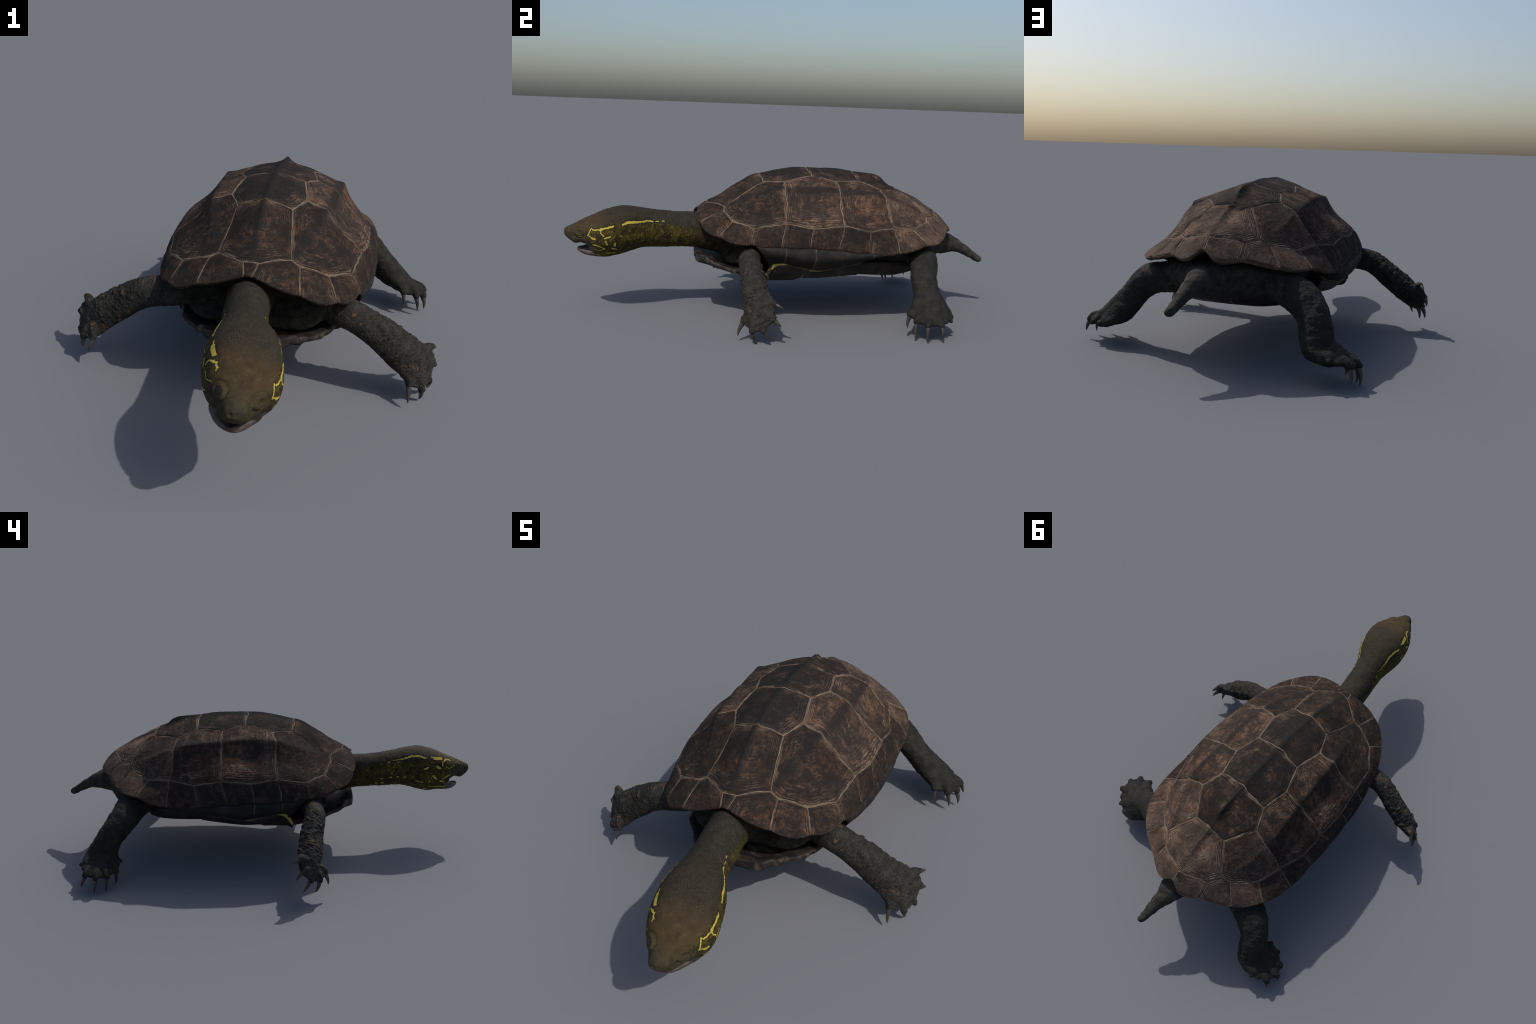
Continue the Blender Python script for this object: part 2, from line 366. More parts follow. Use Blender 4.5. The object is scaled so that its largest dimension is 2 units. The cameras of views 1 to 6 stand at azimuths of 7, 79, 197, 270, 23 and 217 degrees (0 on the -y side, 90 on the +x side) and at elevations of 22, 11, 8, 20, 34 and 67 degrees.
def head_skin_material():
    g = NT('neck_and_head_skin'); oc = g.oc
    x, y, z = g.sep(oc)[:3]
    # warped coordinates make the stripes ragged
    wn = g.t.nodes.new('ShaderNodeTexNoise'); g.link(oc, wn.inputs['Vector'])
    wn.inputs['Scale'].default_value = 75; wn.inputs['Detail'].default_value = 3
    wx, wy, wz = g.sep(wn.outputs['Color'])[:3]
    yw = g.math('MULTIPLY_ADD', g.math('SUBTRACT', wy, .5), .010, y)
    zw = g.math('MULTIPLY_ADD', g.math('SUBTRACT', wz, .5), .010, z)
    cx = g.ramp(y, -.42, -1.0, -.005, .057, smooth=False)      # mid line of the neck and head
    side = g.math('SUBTRACT', x, cx)
    left = g.ramp(side, .0, .012)
    right = g.math('SUBTRACT', 1.0, left)
    def field(marks):
        f = None
        for a, b, r in marks:
            d = g.math('DIVIDE', g.seg_dist2d(yw, zw, a, b), r * .88)
            f = d if f is None else g.math('MINIMUM', f, d)
        return f
    fl, fr = field(MARKS_LEFT), field(MARKS_RIGHT)
    geo = g.t.nodes.new('ShaderNodeNewGeometry'); nx = g.math('ABSOLUTE', g.sep(geo.outputs['Normal'])[0])
    f = g.math('ADD', g.math('MULTIPLY', fl, left), g.math('MULTIPLY', fr, right))
    f = g.math('ADD', f, g.ramp(nx, .42, .25, 0, 3))            # the stripes stay on the flanks
    stripe = g.ramp(f, .75, 1.1, 1, 0)
    halo = g.ramp(f, 1.0, 3.2, 1, 0)                            # stripes are edged in black
    # line that parts the plain dark back from the mottled flank (head is rolled)
    zline = g.math('ADD', g.math('MULTIPLY', left, .420), g.math('MULTIPLY', right, .442))
    headdip = g.math('MULTIPLY', g.ramp(y, -.78, -.93), .030)
    rear = g.math('MULTIPLY', g.ramp(y, -.62, -.44), .028)
    zline = g.math('SUBTRACT', g.math('SUBTRACT', zline, headdip), rear)
    below = g.ramp(g.math('SUBTRACT', z, zline), .010, -.012)
    n = g.noise(oc, 42, 5, .62); nb = g.noise(oc, 13, 3)
    cells = g.voronoi(oc, 150, 'F1'); edge = g.voronoi(oc, 150, 'DISTANCE_TO_EDGE')
    back = g.mix(g.ramp(n, .3, .7), (.025, .0225, .0165), (.043, .038, .028))
    olive = g.ramp(y, -.55, -.70)
    back = g.mix(g.math('MULTIPLY', olive, g.ramp(n, .35, .65, .15, .75)), back, (.043, .0315, .0155))
    crown = g.math('MULTIPLY', g.ramp(y, -.79, -.87), g.ramp(nb, .25, .6, .55, 1))
    back = g.mix(g.math('MULTIPLY', crown, .85), back, (.054, .034, .0145))
    mott = g.noise(g.mapping(oc, loc=(5, 1, 0), scale=(1, .6, 1)), 55, 5, .65, .5)
    back = g.mix(g.math('MULTIPLY', crown, g.ramp(mott, .52, .70, 0, .7)), back, (.088, .060, .028))
    back = g.mix(g.math('MULTIPLY', crown, g.ramp(mott, .47, .32, 0, .75)), back, (.026, .019, .011))
    scl = g.math('MULTIPLY', g.ramp(edge, .02, .16, .75, 0), g.ramp(y, -.80, -.86, 1, .25))
    back = g.mix(scl, back, (.016, .0145, .011))
    tip = g.ramp(y, -.955, -.995)
    back = g.mix(g.math('MULTIPLY', tip, .7), back, (.034, .030, .022))
    blot = g.ramp(g.noise(g.mapping(oc, loc=(.2, .4, 0)), 38, 2), .62, .70)
    back = g.mix(g.math('MULTIPLY', g.math('MULTIPLY', blot, g.ramp(y, -.83, -.88)), .6), back, (.028, .021, .017))
    fleckn = g.noise(g.mapping(oc, scale=(1, 1, 1)), 150, 3, .65, .8)
    big = g.noise(g.mapping(oc, loc=(1, 2, 3)), 30, 3)
    thr = g.math('MULTIPLY_ADD', g.math('SUBTRACT', big, .5), .55, fleckn)
    flecks = g.ramp(thr, .50, .64)
    flank = g.mix(g.ramp(n, .35, .7), (.016, .014, .007), (.060, .044, .012))
    flank = g.mix(g.math('MULTIPLY', flecks, .7), flank, (.125, .104, .016))
    bigf = g.math('MULTIPLY', g.ramp(g.noise(g.mapping(oc, scale=(1, .6, 1), loc=(4, 1, 2)), 62, 2), .66, .70), g.ramp(y, -.86, -.80))
    flank = g.mix(g.math('MULTIPLY', bigf, .7), flank, (.22, .19, .032))
    fade = g.ramp(y, -.50, -.36)
    flank = g.mix(g.math('MULTIPLY', fade, .75), flank, (.022, .020, .014))
    # snout and cheeks stay drab
    drab = g.ramp(y, -.865, -.91)
    flank = g.mix(g.math('MULTIPLY', drab, .75), flank, g.mix(n, (.022, .020, .014), (.052, .044, .027)))
    c = g.mix(below, back, flank)
    c = g.mix(g.math('MULTIPLY', halo, .7), c, (.013, .012, .009))
    yel = g.mix(g.ramp(g.noise(oc, 60, 2), .35, .65), (.44, .335, .045), (.35, .31, .065))
    c = g.mix(stripe, c, yel)
    # dim yellow freckles on top of the neck
    fr2 = g.math('MULTIPLY', g.ramp(g.noise(oc, 110, 2), .68, .72), g.ramp(g.noise(oc, 16, 2), .5, .65))
    c = g.mix(g.math('MULTIPLY', fr2, .4), c, (.14, .11, .025))
    smoothhead = g.ramp(y, -.80, -.86, 1, .35)
    h = g.math('ADD', g.math('MULTIPLY', g.math('MULTIPLY', g.ramp(edge, 0, .25), smoothhead), .8), g.math('MULTIPLY', n, .6))
    return g.finish(c, .8, g.bump(h, .5, .0022), .12)

def jaw_material():
    g = NT('jaw_horn'); oc = g.oc
    x, y, z = g.sep(oc)[:3]
    n = g.noise(g.mapping(oc, scale=(1, 1, 2)), 50, 4)
    c = g.mix(g.ramp(n, .3, .7), (.040, .028, .024), (.085, .060, .052))
    hw = g.math('MULTIPLY', g.math('ADD', y, .948), .66)
    inner = g.ramp(g.math('SUBTRACT', g.math('ABSOLUTE', g.math('SUBTRACT', x, .042)), hw), -.004, -.014)
    c = g.mix(g.math('MULTIPLY', inner, g.ramp(z, .286, .293)), c, (.035, .019, .018))
    c = g.mix(g.math('MULTIPLY', g.ramp(z, .270, .258), .8), c, (.05, .042, .022))
    return g.finish(c, .5, g.bump(n, .2, .002), .4)

def claw_material():
    g = NT('claw_horn'); oc = g.oc
    n = g.noise(g.mapping(oc, scale=(1, 1, .25)), 120, 4)
    c = g.mix(g.ramp(n, .3, .7), (.018, .016, .014), (.062, .052, .041))
    return g.finish(c, .42, g.bump(n, .2, .001), .45)

def eye_material():
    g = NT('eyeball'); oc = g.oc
    r = g.noise(oc, 60, 3)
    c = g.mix(g.ramp(r, .4, .65), (.013, .012, .009), (.040, .034, .020))
    return g.finish(c, .35, g.bump(r, .3, .002), .3)

# ------------------------------------------------------------------ shell frame and surface
SLOPE = .034; _n = math.hypot(1, SLOPE)
EX, EY = V3(1, -SLOPE, 0) / _n, V3(SLOPE, 1, 0) / _n
def to_world(p):
    p = np.asarray(p, float)
    return V3(.0140, 0, 0) + p[..., :1] * EX + p[..., 1:2] * EY + p[..., 2:3] * V3(0, 0, 1)

# half of the scute corners (shell frame, metres); the other half is mirrored
J = dict(
    n0=(.024, -.360, .504), a0=(.120, -.292, .499), a1=(.093, -.114, .609), a2=(.132, -.024, .614),
    a3=(.108, .106, .642), a4=(.144, .212, .622), a5=(.120, .331, .621), a6=(.156, .417, .589),
    a7=(.080, .540, .573), a8=(.161, .650, .467),
    c1=(.333, -.045, .454), c2=(.353, .209, .449), c3=(.314, .443, .436),
    m12=(.147, -.300, .483), m23=(.241, -.266, .447), m34=(.311, -.179, .430), m56=(.354, .073, .437),
    m78=(.352, .326, .426), m910=(.281, .547, .423), m1011=(.196, .637, .447), m1112=(.124, .700, .457),
    rn=(.014, -.402, .478), r12=(.163, -.401, .435), r23=(.274, -.323, .391), r34=(.339, -.195, .371),
    r45=(.365, -.065, .365), r56=(.375, .057, .364), r67=(.384, .184, .357), r78=(.388, .317, .345),
    r89=(.387, .453, .343), r910=(.345, .594, .371), r1011=(.256, .699, .379), r1112=(.138, .766, .406),
    lobe=(.062, .806, .402))
MID = dict(notch=(0, .744, .478), rtail=(0, .788, .437))
FILL = [(.198, -.034, .586), (.211, .184, .586), (.226, .403, .557), (.168, -.150, .555), (.212, .500, .525),
        (.207, .080, .592), (.221, .300, .578), (.256, -.105, .504), (.276, .075, .510), (.284, .305, .497), (.262, .485, .478),
        (.107, -.20, .556), (.05, -.20, .584)]
RIDGE = np.array([(-.412, .478), (-.365, .508), (-.31, .535), (-.265, .567), (-.2, .607), (-.143, .637), (-.07, .652),
                  (0, .667), (.066, .673), (.17, .671), (.21, .672), (.27, .668), (.32, .660), (.39, .654), (.43, .649),
                  (.46, .636), (.494, .608), (.545, .584), (.58, .570), (.617, .554), (.663, .529), (.70, .502),
                  (.74, .478), (.79, .437)])
KEEL = np.array([(-.42, 0), (-.36, .002), (-.25, .006), (-.16, .009), (-.12, .006), (0, .006), (.08, .004), (.2, .008),
                 (.3, .006), (.37, .012), (.43, .020), (.47, .014), (.51, .006), (.56, .010), (.61, .012), (.66, .005), (.72, 0), (.8, 0)])
CEN = V3(0, .19, .20); SCL = V3(.38, .60, .47)

def to_xy(p):
    d = (np.asarray(p, float) - CEN) / SCL
    r = np.linalg.norm(d, axis=-1)
    phi = np.arccos(np.clip(d[..., 2] / r, -1, 1)); th = np.arctan2(d[..., 1], d[..., 0])
    return np.stack([phi * np.cos(th), phi * np.sin(th)], -1), r

def _kernel(a, b):
    r2 = ((a[:, None, :] - b[None, :, :]) ** 2).sum(-1)
    return .5 * r2 * np.log(r2 + 1e-12)

def build_surface():
    pts = []
    for p in J.values(): pts += [p, (-p[0], p[1], p[2])]
    for p in FILL:                                   # the right shoulder is a little flatter than the left
        k = 1.0 if p[1] < -.05 and p[0] > .08 else 0.0
        pts += [(p[0] + .001 * k, p[1], p[2] + .002 * k), (-(p[0] - .004 * k), p[1], p[2] - .008 * k)]
    pts += list(MID.values())
    for y, z in RIDGE[1:-2]:
        pts.append((0, y, z - 1.35 * np.interp(y, KEEL[:, 0], KEEL[:, 1])))
    xy, r = to_xy(np.array(pts)); n = len(pts)
    A = np.zeros((n + 3, n + 3)); A[:n, :n] = _kernel(xy, xy) + np.eye(n) * 2e-5
    A[:n, n] = 1; A[:n, n + 1:] = xy; A[n, :n] = 1; A[n + 1:, :n] = xy.T
    w = np.linalg.solve(A, np.concatenate([r, np.zeros(3)]))
    return xy, w
SX, SW = build_surface()

LATK = np.array([(-.30, .125), (-.15, .172), (-.034, .198), (.08, .206), (.184, .211), (.30, .220), (.403, .226), (.52, .212), (.62, .18)])
LATH = np.array([(-.30, 0), (-.20, .004), (-.10, .006), (-.045, .009), (-.02, .003), (.08, .005), (.17, .010), (.20, .004),
                 (.32, .007), (.39, .012), (.42, .004), (.46, .006), (.52, .007), (.60, 0)])
def surface(xy):
    """shell surface in the shell frame for (X, Y) of the unwrapped dome"""
    xy = np.atleast_2d(xy); out = np.empty(len(xy))
    for i in range(0, len(xy), 4000):
        q = xy[i:i + 4000]
        out[i:i + 4000] = _kernel(q, SX) @ SW[:-3] + SW[-3] + q @ SW[-2:]
    phi = np.linalg.norm(xy, axis=1); th = np.arctan2(xy[:, 1], xy[:, 0])
    d = np.stack([np.sin(phi) * np.cos(th), np.sin(phi) * np.sin(th), np.cos(phi)], -1) * SCL
    p = CEN + d * out[:, None]
    h = 1.35 * np.interp(p[:, 1], KEEL[:, 0], KEEL[:, 1])
    k = np.exp(-(np.abs(p[:, 0]) / .019) ** 1.4)
    p[:, 2] += h * k
    xk = np.interp(p[:, 1], LATK[:, 0], LATK[:, 1]); hk = np.interp(p[:, 1], LATH[:, 0], LATH[:, 1])
    kk = 1.35 * hk * np.exp(-(np.abs(np.abs(p[:, 0]) - xk) / .020) ** 1.5)
    p[:, 0] += np.sign(p[:, 0]) * .62 * kk; p[:, 2] += .78 * kk
    return p

def corner(k):
    """'a3' left corner, '-a3' mirrored right corner"""
    if k in MID: return np.array(MID[k])
    if k[0] == '-':
        p = np.array(J[k[1:]]); p[0] *= -1; return p
    return np.array(J[k])
def mirror(k): return k if k in MID else (k[1:] if k[0] == '-' else '-' + k)

RIM_HALF = ['rn', 'r12', 'r23', 'r34', 'r45', 'r56', 'r67', 'r78', 'r89', 'r910', 'r1011', 'r1112', 'lobe']
RIM = RIM_HALF + ['rtail'] + [mirror(k) for k in RIM_HALF[::-1]]
RIM_XY = {k: to_xy(corner(k))[0] for k in RIM}

def edge_points(ka, kb, n):
    """boundary samples from corner a to corner b (end excluded); same curve whichever way it is walked"""
    A, B = to_xy(corner(ka))[0], to_xy(corner(kb))[0]
    t = np.arange(n) / n
    if ka in RIM and kb in RIM:
        i, j = RIM.index(ka), RIM.index(kb); m = len(RIM)
        fwd = (i + 1) % m == j
        a, b = (i, j) if fwd else (j, i)
        P = [RIM_XY[RIM[q % m]] for q in (a - 1, a, b, b + 1)]
        tt = t if fwd else 1 - t
        p0, p1, p2, p3 = P
        pts = np.array([.5 * (2 * p1 + (p2 - p0) * s + (2 * p0 - 5 * p1 + 4 * p2 - p3) * s * s
                              + (3 * p1 - p0 - 3 * p2 + p3) * s ** 3) for s in tt])
        # each marginal bulges a little beyond the line of the rim
        front = ka in ('rn', '-rn', 'r12', '-r12', 'r23', '-r23')
        amp = .016 if front else .007
        if ka.strip('-') in ('r910', 'r1011', 'r1112', 'lobe') and kb.strip('-') in ('r910', 'r1011', 'r1112', 'lobe'): amp = .010 if 'r910' in ka + kb else .005
        if {ka, kb} == {'rn', '-rn'}: amp = 0
        return pts * (1 + amp * np.sin(np.pi * tt)[:, None])
    first = min(ka, kb) == ka
    tt = t if first else 1 - t
    P, Q = (A, B) if first else (B, A)
    base = P + (Q - P) * tt[:, None]
    L = np.linalg.norm(Q - P); nrm = np.array([-(Q - P)[1], (Q - P)[0]]) / (L + 1e-9)
    sd = sum(ord(ch) * (i + 3) for i, ch in enumerate(min(ka, kb) + max(ka, kb)))
    w = .010 * L * (np.sin(tt * 7 + sd) - (1 - tt) * math.sin(sd) - tt * math.sin(7 + sd)) + \
        .006 * L * (np.sin(tt * 19 + 2 * sd) - (1 - tt) * math.sin(2 * sd) - tt * math.sin(19 + 2 * sd))
    return base + nrm * w[:, None]

SC = []     # (kind, corner list, areola offset (dx, dy) as fraction, wear)
def both(kind, ks, off, wear):
    SC.append((kind, ks, off, wear)); SC.append((kind, [mirror(k) for k in ks][::-1], (-off[0], off[1]), wear * .9))
SC.append(('nuchal_scute', ['-n0', '-rn', 'rn', 'n0'], (0, 0), .35))
for ks, w, o in (((['n0', 'a0', 'a1', '-a1', '-a0', '-n0']), .24, .16), ((['a1', 'a2', 'a3', '-a3', '-a2', '-a1']), .06, .14),
                 ((['a3', 'a4', 'a5', '-a5', '-a4', '-a3']), .06, .18), ((['a5', 'a6', 'a7', '-a7', '-a6', '-a5']), .32, .20),
                 ((['a7', 'a8', 'm1112', 'notch', '-m1112', '-a8', '-a7']), .85, -.06)):
    SC.append(('vertebral_scute', ks, (0, o), w))
both('costal_scute', ['a0', 'm12', 'm23', 'm34', 'c1', 'a2', 'a1'], (-.10, .12), .34)
both('costal_scute', ['a2', 'c1', 'm56', 'c2', 'a4', 'a3'], (-.16, .16), .52)
both('costal_scute', ['a4', 'c2', 'm78', 'c3', 'a6', 'a5'], (-.16, .16), .50)
both('costal_scute', ['a6', 'c3', 'm910', 'm1011', 'a8', 'a7'], (-.12, -.05), .70)
for ks, w in ((['n0', 'rn', 'r12', 'm12', 'a0'], .32), (['m12', 'r12', 'r23', 'm23'], .34), (['m23', 'r23', 'r34', 'm34'], .30),
              (['m34', 'r34', 'r45', 'c1'], .34), (['c1', 'r45', 'r56', 'm56'], .22), (['m56', 'r56', 'r67', 'c2'], .22),
              (['c2', 'r67', 'r78', 'm78'], .22), (['m78', 'r78', 'r89', 'c3'], .32), (['c3', 'r89', 'r910', 'm910'], .55),
              (['m910', 'r910', 'r1011', 'm1011'], .80), (['m1011', 'r1011', 'r1112', 'm1112', 'a8'], .95), (['m1112', 'r1112', 'lobe', 'rtail', 'notch'], .90)):
    both('marginal_scute', ks, (.0, .0), w)

# ------------------------------------------------------------------ build
turtle = bpy.data.objects.new('turtle', None)
bpy.context.scene.collection.objects.link(turtle)
turtle['label'] = 'dark brown keeled pond turtle walking, neck stretched out, yellow-streaked head'
turtle['category'] = 'pond turtle'

M_SEAM, M_UNDER, M_BRIDGE = seam_material(), horn_under_material(), bridge_material()
M_PLAS, M_YEL = plastron_material(), yellow_skin_material()

rim_loop = np.vstack([edge_points(RIM[i], RIM[(i + 1) % len(RIM)], 14) for i in range(len(RIM))])
RIMP = surface(rim_loop)                      # shell frame

def build_carapace():
    """bony plate under the scutes: the underside that shows below the rim"""
    n = len(RIMP); rows = []
    cen = V3(0, .2, .40)
    for s, dz in ((.004, -.003), (.010, -.011), (.025, -.0135), (.06, -.010), (.14, .002), (.30, .03), (.6, .06)):
        q = RIMP + (V3(0, .2, 0) - RIMP * V3(1, 1, 0)) * s
        q[:, 2] += dz
        if s >= .3: q[:, 2] = q[:, 2] * .5 + .5 * (.40 + dz)
        rows.append(q)
    rows.append(np.repeat(cen[None], 1, 0))
    V = np.vstack(rows); F = []
    for i in range(6):
        for k in range(n):
            a, b = i * n + k, i * n + (k + 1) % n
            F.append((a, a + n, b + n, b))
    for k in range(n): F.append((6 * n + k, 7 * n, 6 * n + (k + 1) % n))
    return new_obj('carapace', to_world(V), F, [M_UNDER], turtle)
carapace = build_carapace()

def build_scute(idx, kind, ks, off, wear):
    bxy = []; rimflag = []
    for i, ka in enumerate(ks):
        kb = ks[(i + 1) % len(ks)]
        L = np.linalg.norm(corner(ka) - corner(kb))
        n = max(6, int(L / (.0042 if kind != 'marginal_scute' else .0046)))
        e = edge_points(ka, kb, n); bxy.append(e)
        rimflag += [(ka in RIM and kb in RIM)] * n
    bxy = np.vstack(bxy); rimflag = np.array(rimflag); N = len(bxy)
    rimflag |= np.roll(rimflag, 1)
    # wind counter-clockwise seen from outside
    area = np.sum(bxy[:, 0] * np.roll(bxy[:, 1], -1) - bxy[:, 1] * np.roll(bxy[:, 0], -1))
    if area < 0: bxy = bxy[::-1]; rimflag = rimflag[::-1]
    lo, hi = bxy.min(0), bxy.max(0)
    # area-weighted centroid, then shifted to where the areola sits
    x, y = bxy.T; x2, y2 = np.roll(x, -1), np.roll(y, -1); cr = x * y2 - x2 * y
    cxy = np.array([((x + x2) * cr).sum(), ((y + y2) * cr).sum()]) / (3 * cr.sum())
    cxy = cxy + np.array(off) * (hi - lo)
    if kind == 'marginal_scute':
        # growth centre near the outer rear corner of the scute
        out = unit(cxy); cxy = cxy + out * .10 * np.linalg.norm(hi - lo) + np.array([0, .03]) * (hi - lo)
    K = {'marginal_scute': 26, 'nuchal_scute': 14}.get(kind, 64)
    ts = 1 - (1 - np.linspace(0, 1, K + 1)[1:]) ** 1.35
    ts[-1] = 1
    grid = cxy + (bxy - cxy)[None] * ts[:, None, None]
    P = surface(grid.reshape(-1, 2)).reshape(K, N, 3); pc = surface(cxy[None])[0]
    dist = np.linalg.norm(P[-1] - pc, axis=1)                 # areola to edge, metres
    nrm = P - CEN; nrm = nrm / SCL ** 2; nrm /= np.linalg.norm(nrm, axis=2, keepdims=True)
    # relief: groove at the seam, growth rings, low noise
    T = ts[:, None]; em = (1 - T) * dist[None]                 # approx metres from the edge
    disp = -.0028 * np.exp(-(em / .0030) ** 2) * (~rimflag[None] | (em > .02))
    ang = np.arctan2((bxy - cxy)[:, 1], (bxy - cxy)[:, 0])
    ringfreq = dist.mean() / .0075
    patch = np.clip(.5 + 1.1 * fnoise(P.reshape(-1, 3) * 9, idx + 90, 2), 0, 1).reshape(K, N)
    amp = (.0003 + .0010 * wear + .0012 * max(wear - .6, 0)) * smooth01(.35, .8, T) * patch
    jit = fnoise(P.reshape(-1, 3) * 26, idx + 30, 2).reshape(K, N)
    disp = disp + amp * np.sin(2 * np.pi * (ringfreq * T + .30 * jit))
    lowf = fnoise(P.reshape(-1, 3) * 14, idx).reshape(K, N)
    disp = disp + .0016 * lowf * (1 - smooth01(.9, 1.0, T))
    fine = fnoise(P.reshape(-1, 3) * 70, idx + 50, 2).reshape(K, N)
    disp = disp + .0006 * fine * (1 - smooth01(.95, 1.0, T))
    if wear > .8 and kind == 'vertebral_scute':               # worn pits beside the rear keel
        q = P.reshape(-1, 3)
        for (px, py, r, dd) in ((.022, .575, .020, .004), (-.018, .590, .022, .005), (-.030, .635, .014, .003)):
            disp = disp - dd * np.exp(-(((q[:, 0] - px) / r) ** 2 + ((q[:, 1] - py) / (1.7 * r)) ** 2)).reshape(K, N)
    P = P + nrm * disp[..., None]
    # skirt: rolls under at the rim, dips straight in along the other seams
    inward = np.where(rimflag[:, None], V3(0, 0, -1)[None], -nrm[-1])
    back = unit(V3(0, .2, 0)) * 0
    toC = (V3(0, .2, 0) - P[-1] * V3(1, 1, 0)); toC /= np.linalg.norm(toC, axis=1, keepdims=True)
    rf = rimflag[:, None]
    sk = [P[-1] + inward * .004 + np.where(rf, toC * -.0005, 0), P[-1] + inward * .009 + np.where(rf, toC * .0025, 0),
          P[-1] + inward * .012 + np.where(rf, toC * .008, 0)]
    V = np.vstack([pc[None] + (surface(cxy[None])[0] - pc), P.reshape(-1, 3)] + sk)
    V[0] = pc + unit((pc - CEN) / SCL ** 2) * float(disp[0].mean())
    F = []; slots = []
    for k in range(N):
        F.append((0, 1 + k, 1 + (k + 1) % N)); slots.append(0)
    R = K + len(sk)
    for i in range(R - 1):
        for k in range(N):
            a, b = 1 + i * N + k, 1 + i * N + (k + 1) % N
            F.append((a, a + N, b + N, b))
            e = em[min(i, K - 1), k]
            slots.append(1 if (i >= K - 1 and not rimflag[k]) or (e < .0022 and not rimflag[k]) else 0)
    W = to_world(V)
    # object frame: origin at the areola, z outward, so the rings can be computed in object space
    o = W[0]; nz = unit(to_world(V[0] + unit((pc - CEN) / SCL ** 2)) - o)
    bw = to_world(P[-1])
    if kind == 'marginal_scute':
        nz = unit(np.cross(bw[N // 3] - bw[0], bw[2 * N // 3] - bw[0])); nz *= np.sign(np.dot(nz, o - to_world(V3(0, .2, .1))))
    ex = unit(np.cross(EY, nz)); ey = np.cross(nz, ex)
    Mx = np.stack([ex, ey, nz], 1)
    loc = (W - o) @ Mx
    # polygon edges of the horn plate in that frame
    cl = np.array([(to_world(corner(k)) - o) @ Mx for k in ks])[:, :2]
    flipped = np.sum(cl[:, 0] * np.roll(cl[:, 1], -1) - cl[:, 1] * np.roll(cl[:, 0], -1)) < 0
    if flipped: cl = cl[::-1]
    kk = ks if not flipped else ks[::-1]
    edge_rim = [kk[i] in RIM and kk[(i + 1) % len(kk)] in RIM for i in range(len(kk))]
    edges = []
    for i in range(len(cl)):
        a, b = cl[i], cl[(i + 1) % len(cl)]; e = b - a
        if np.linalg.norm(e) < .012: continue
        nn = np.array([e[1], -e[0]]) / np.linalg.norm(e); d = max(float(nn @ a), .008)
        if edge_rim[i]: d = d * 1.4 + .022
        edges.append((float(nn[0]), float(nn[1]), d))
    if DEBUG and kind == 'marginal_scute':
        tt = np.max([(loc[1:1 + K * N] @ np.array([e[0], e[1], 0])) / e[2] for e in edges], axis=0).reshape(K, N)[-1]; print('T', ks, 'rim', tt[rimflag].min().round(2), tt[rimflag].max().round(2), 'other', tt[~rimflag].min().round(2), tt[~rimflag].max().round(2), [round(e[2], 3) for e in edges])
    keel = None
    if kind == 'vertebral_scute': keel = (0.0, .017, .8 if wear < .8 else .35)
    if kind == 'costal_scute':
        yk = pc[1]; xk = np.sign(pc[0]) * np.interp(yk, LATK[:, 0], LATK[:, 1])
        kp = (to_world(surface(to_xy(V3(xk, yk, .58))[0][None])[0]) - o) @ Mx
        keel = (float(kp[0]), .020, .65 if wear < .6 else .4)
    dark = (.017, .0155, .0145) if wear < .2 else (.019, .0155, .0135)
    mat = scute_material(kind + '_horn', edges, .0052 if kind == 'marginal_scute' else .0075, wear, 1.7 * idx + .3, dark, keel)
    M4 = Matrix(((ex[0], ey[0], nz[0], o[0]), (ex[1], ey[1], nz[1], o[1]), (ex[2], ey[2], nz[2], o[2]), (0, 0, 0, 1)))
    return new_obj(kind, loc, F, [mat, M_SEAM], carapace, slots=slots, matrix=M4)

for i, s in enumerate(SC): build_scute(i, *s)

# ------------------------------------------------------------------ bridge, plastron
SEAMLINE = np.array([(-.115, .222), (-.098, .254), (-.081, .270), (-.041, .274), (.020, .262), (.077, .249), (.108, .245), (.150, .250),
                     (.21, .262), (.283, .276), (.345, .300)])
PLW = np.array([(-.412, .100), (-.408, .134), (-.388, .158), (-.315, .186), (-.25, .236), (-.235, .252), (-.19, .262), (-.12, .280), (0, .285),
                (.20, .285), (.33, .272), (.42, .258), (.50, .240), (.555, .215), (.590, .170), (.608, .10)])
PLZ = np.array([(-.41, .239), (-.385, .233), (-.315, .216), (-.25, .202), (-.2, .186), (-.1, .177), (.015, .178), (.038, .189),
                (.14, .194), (.3, .199), (.43, .190), (.5, .188), (.55, .194), (.58, .208), (.61, .232)])

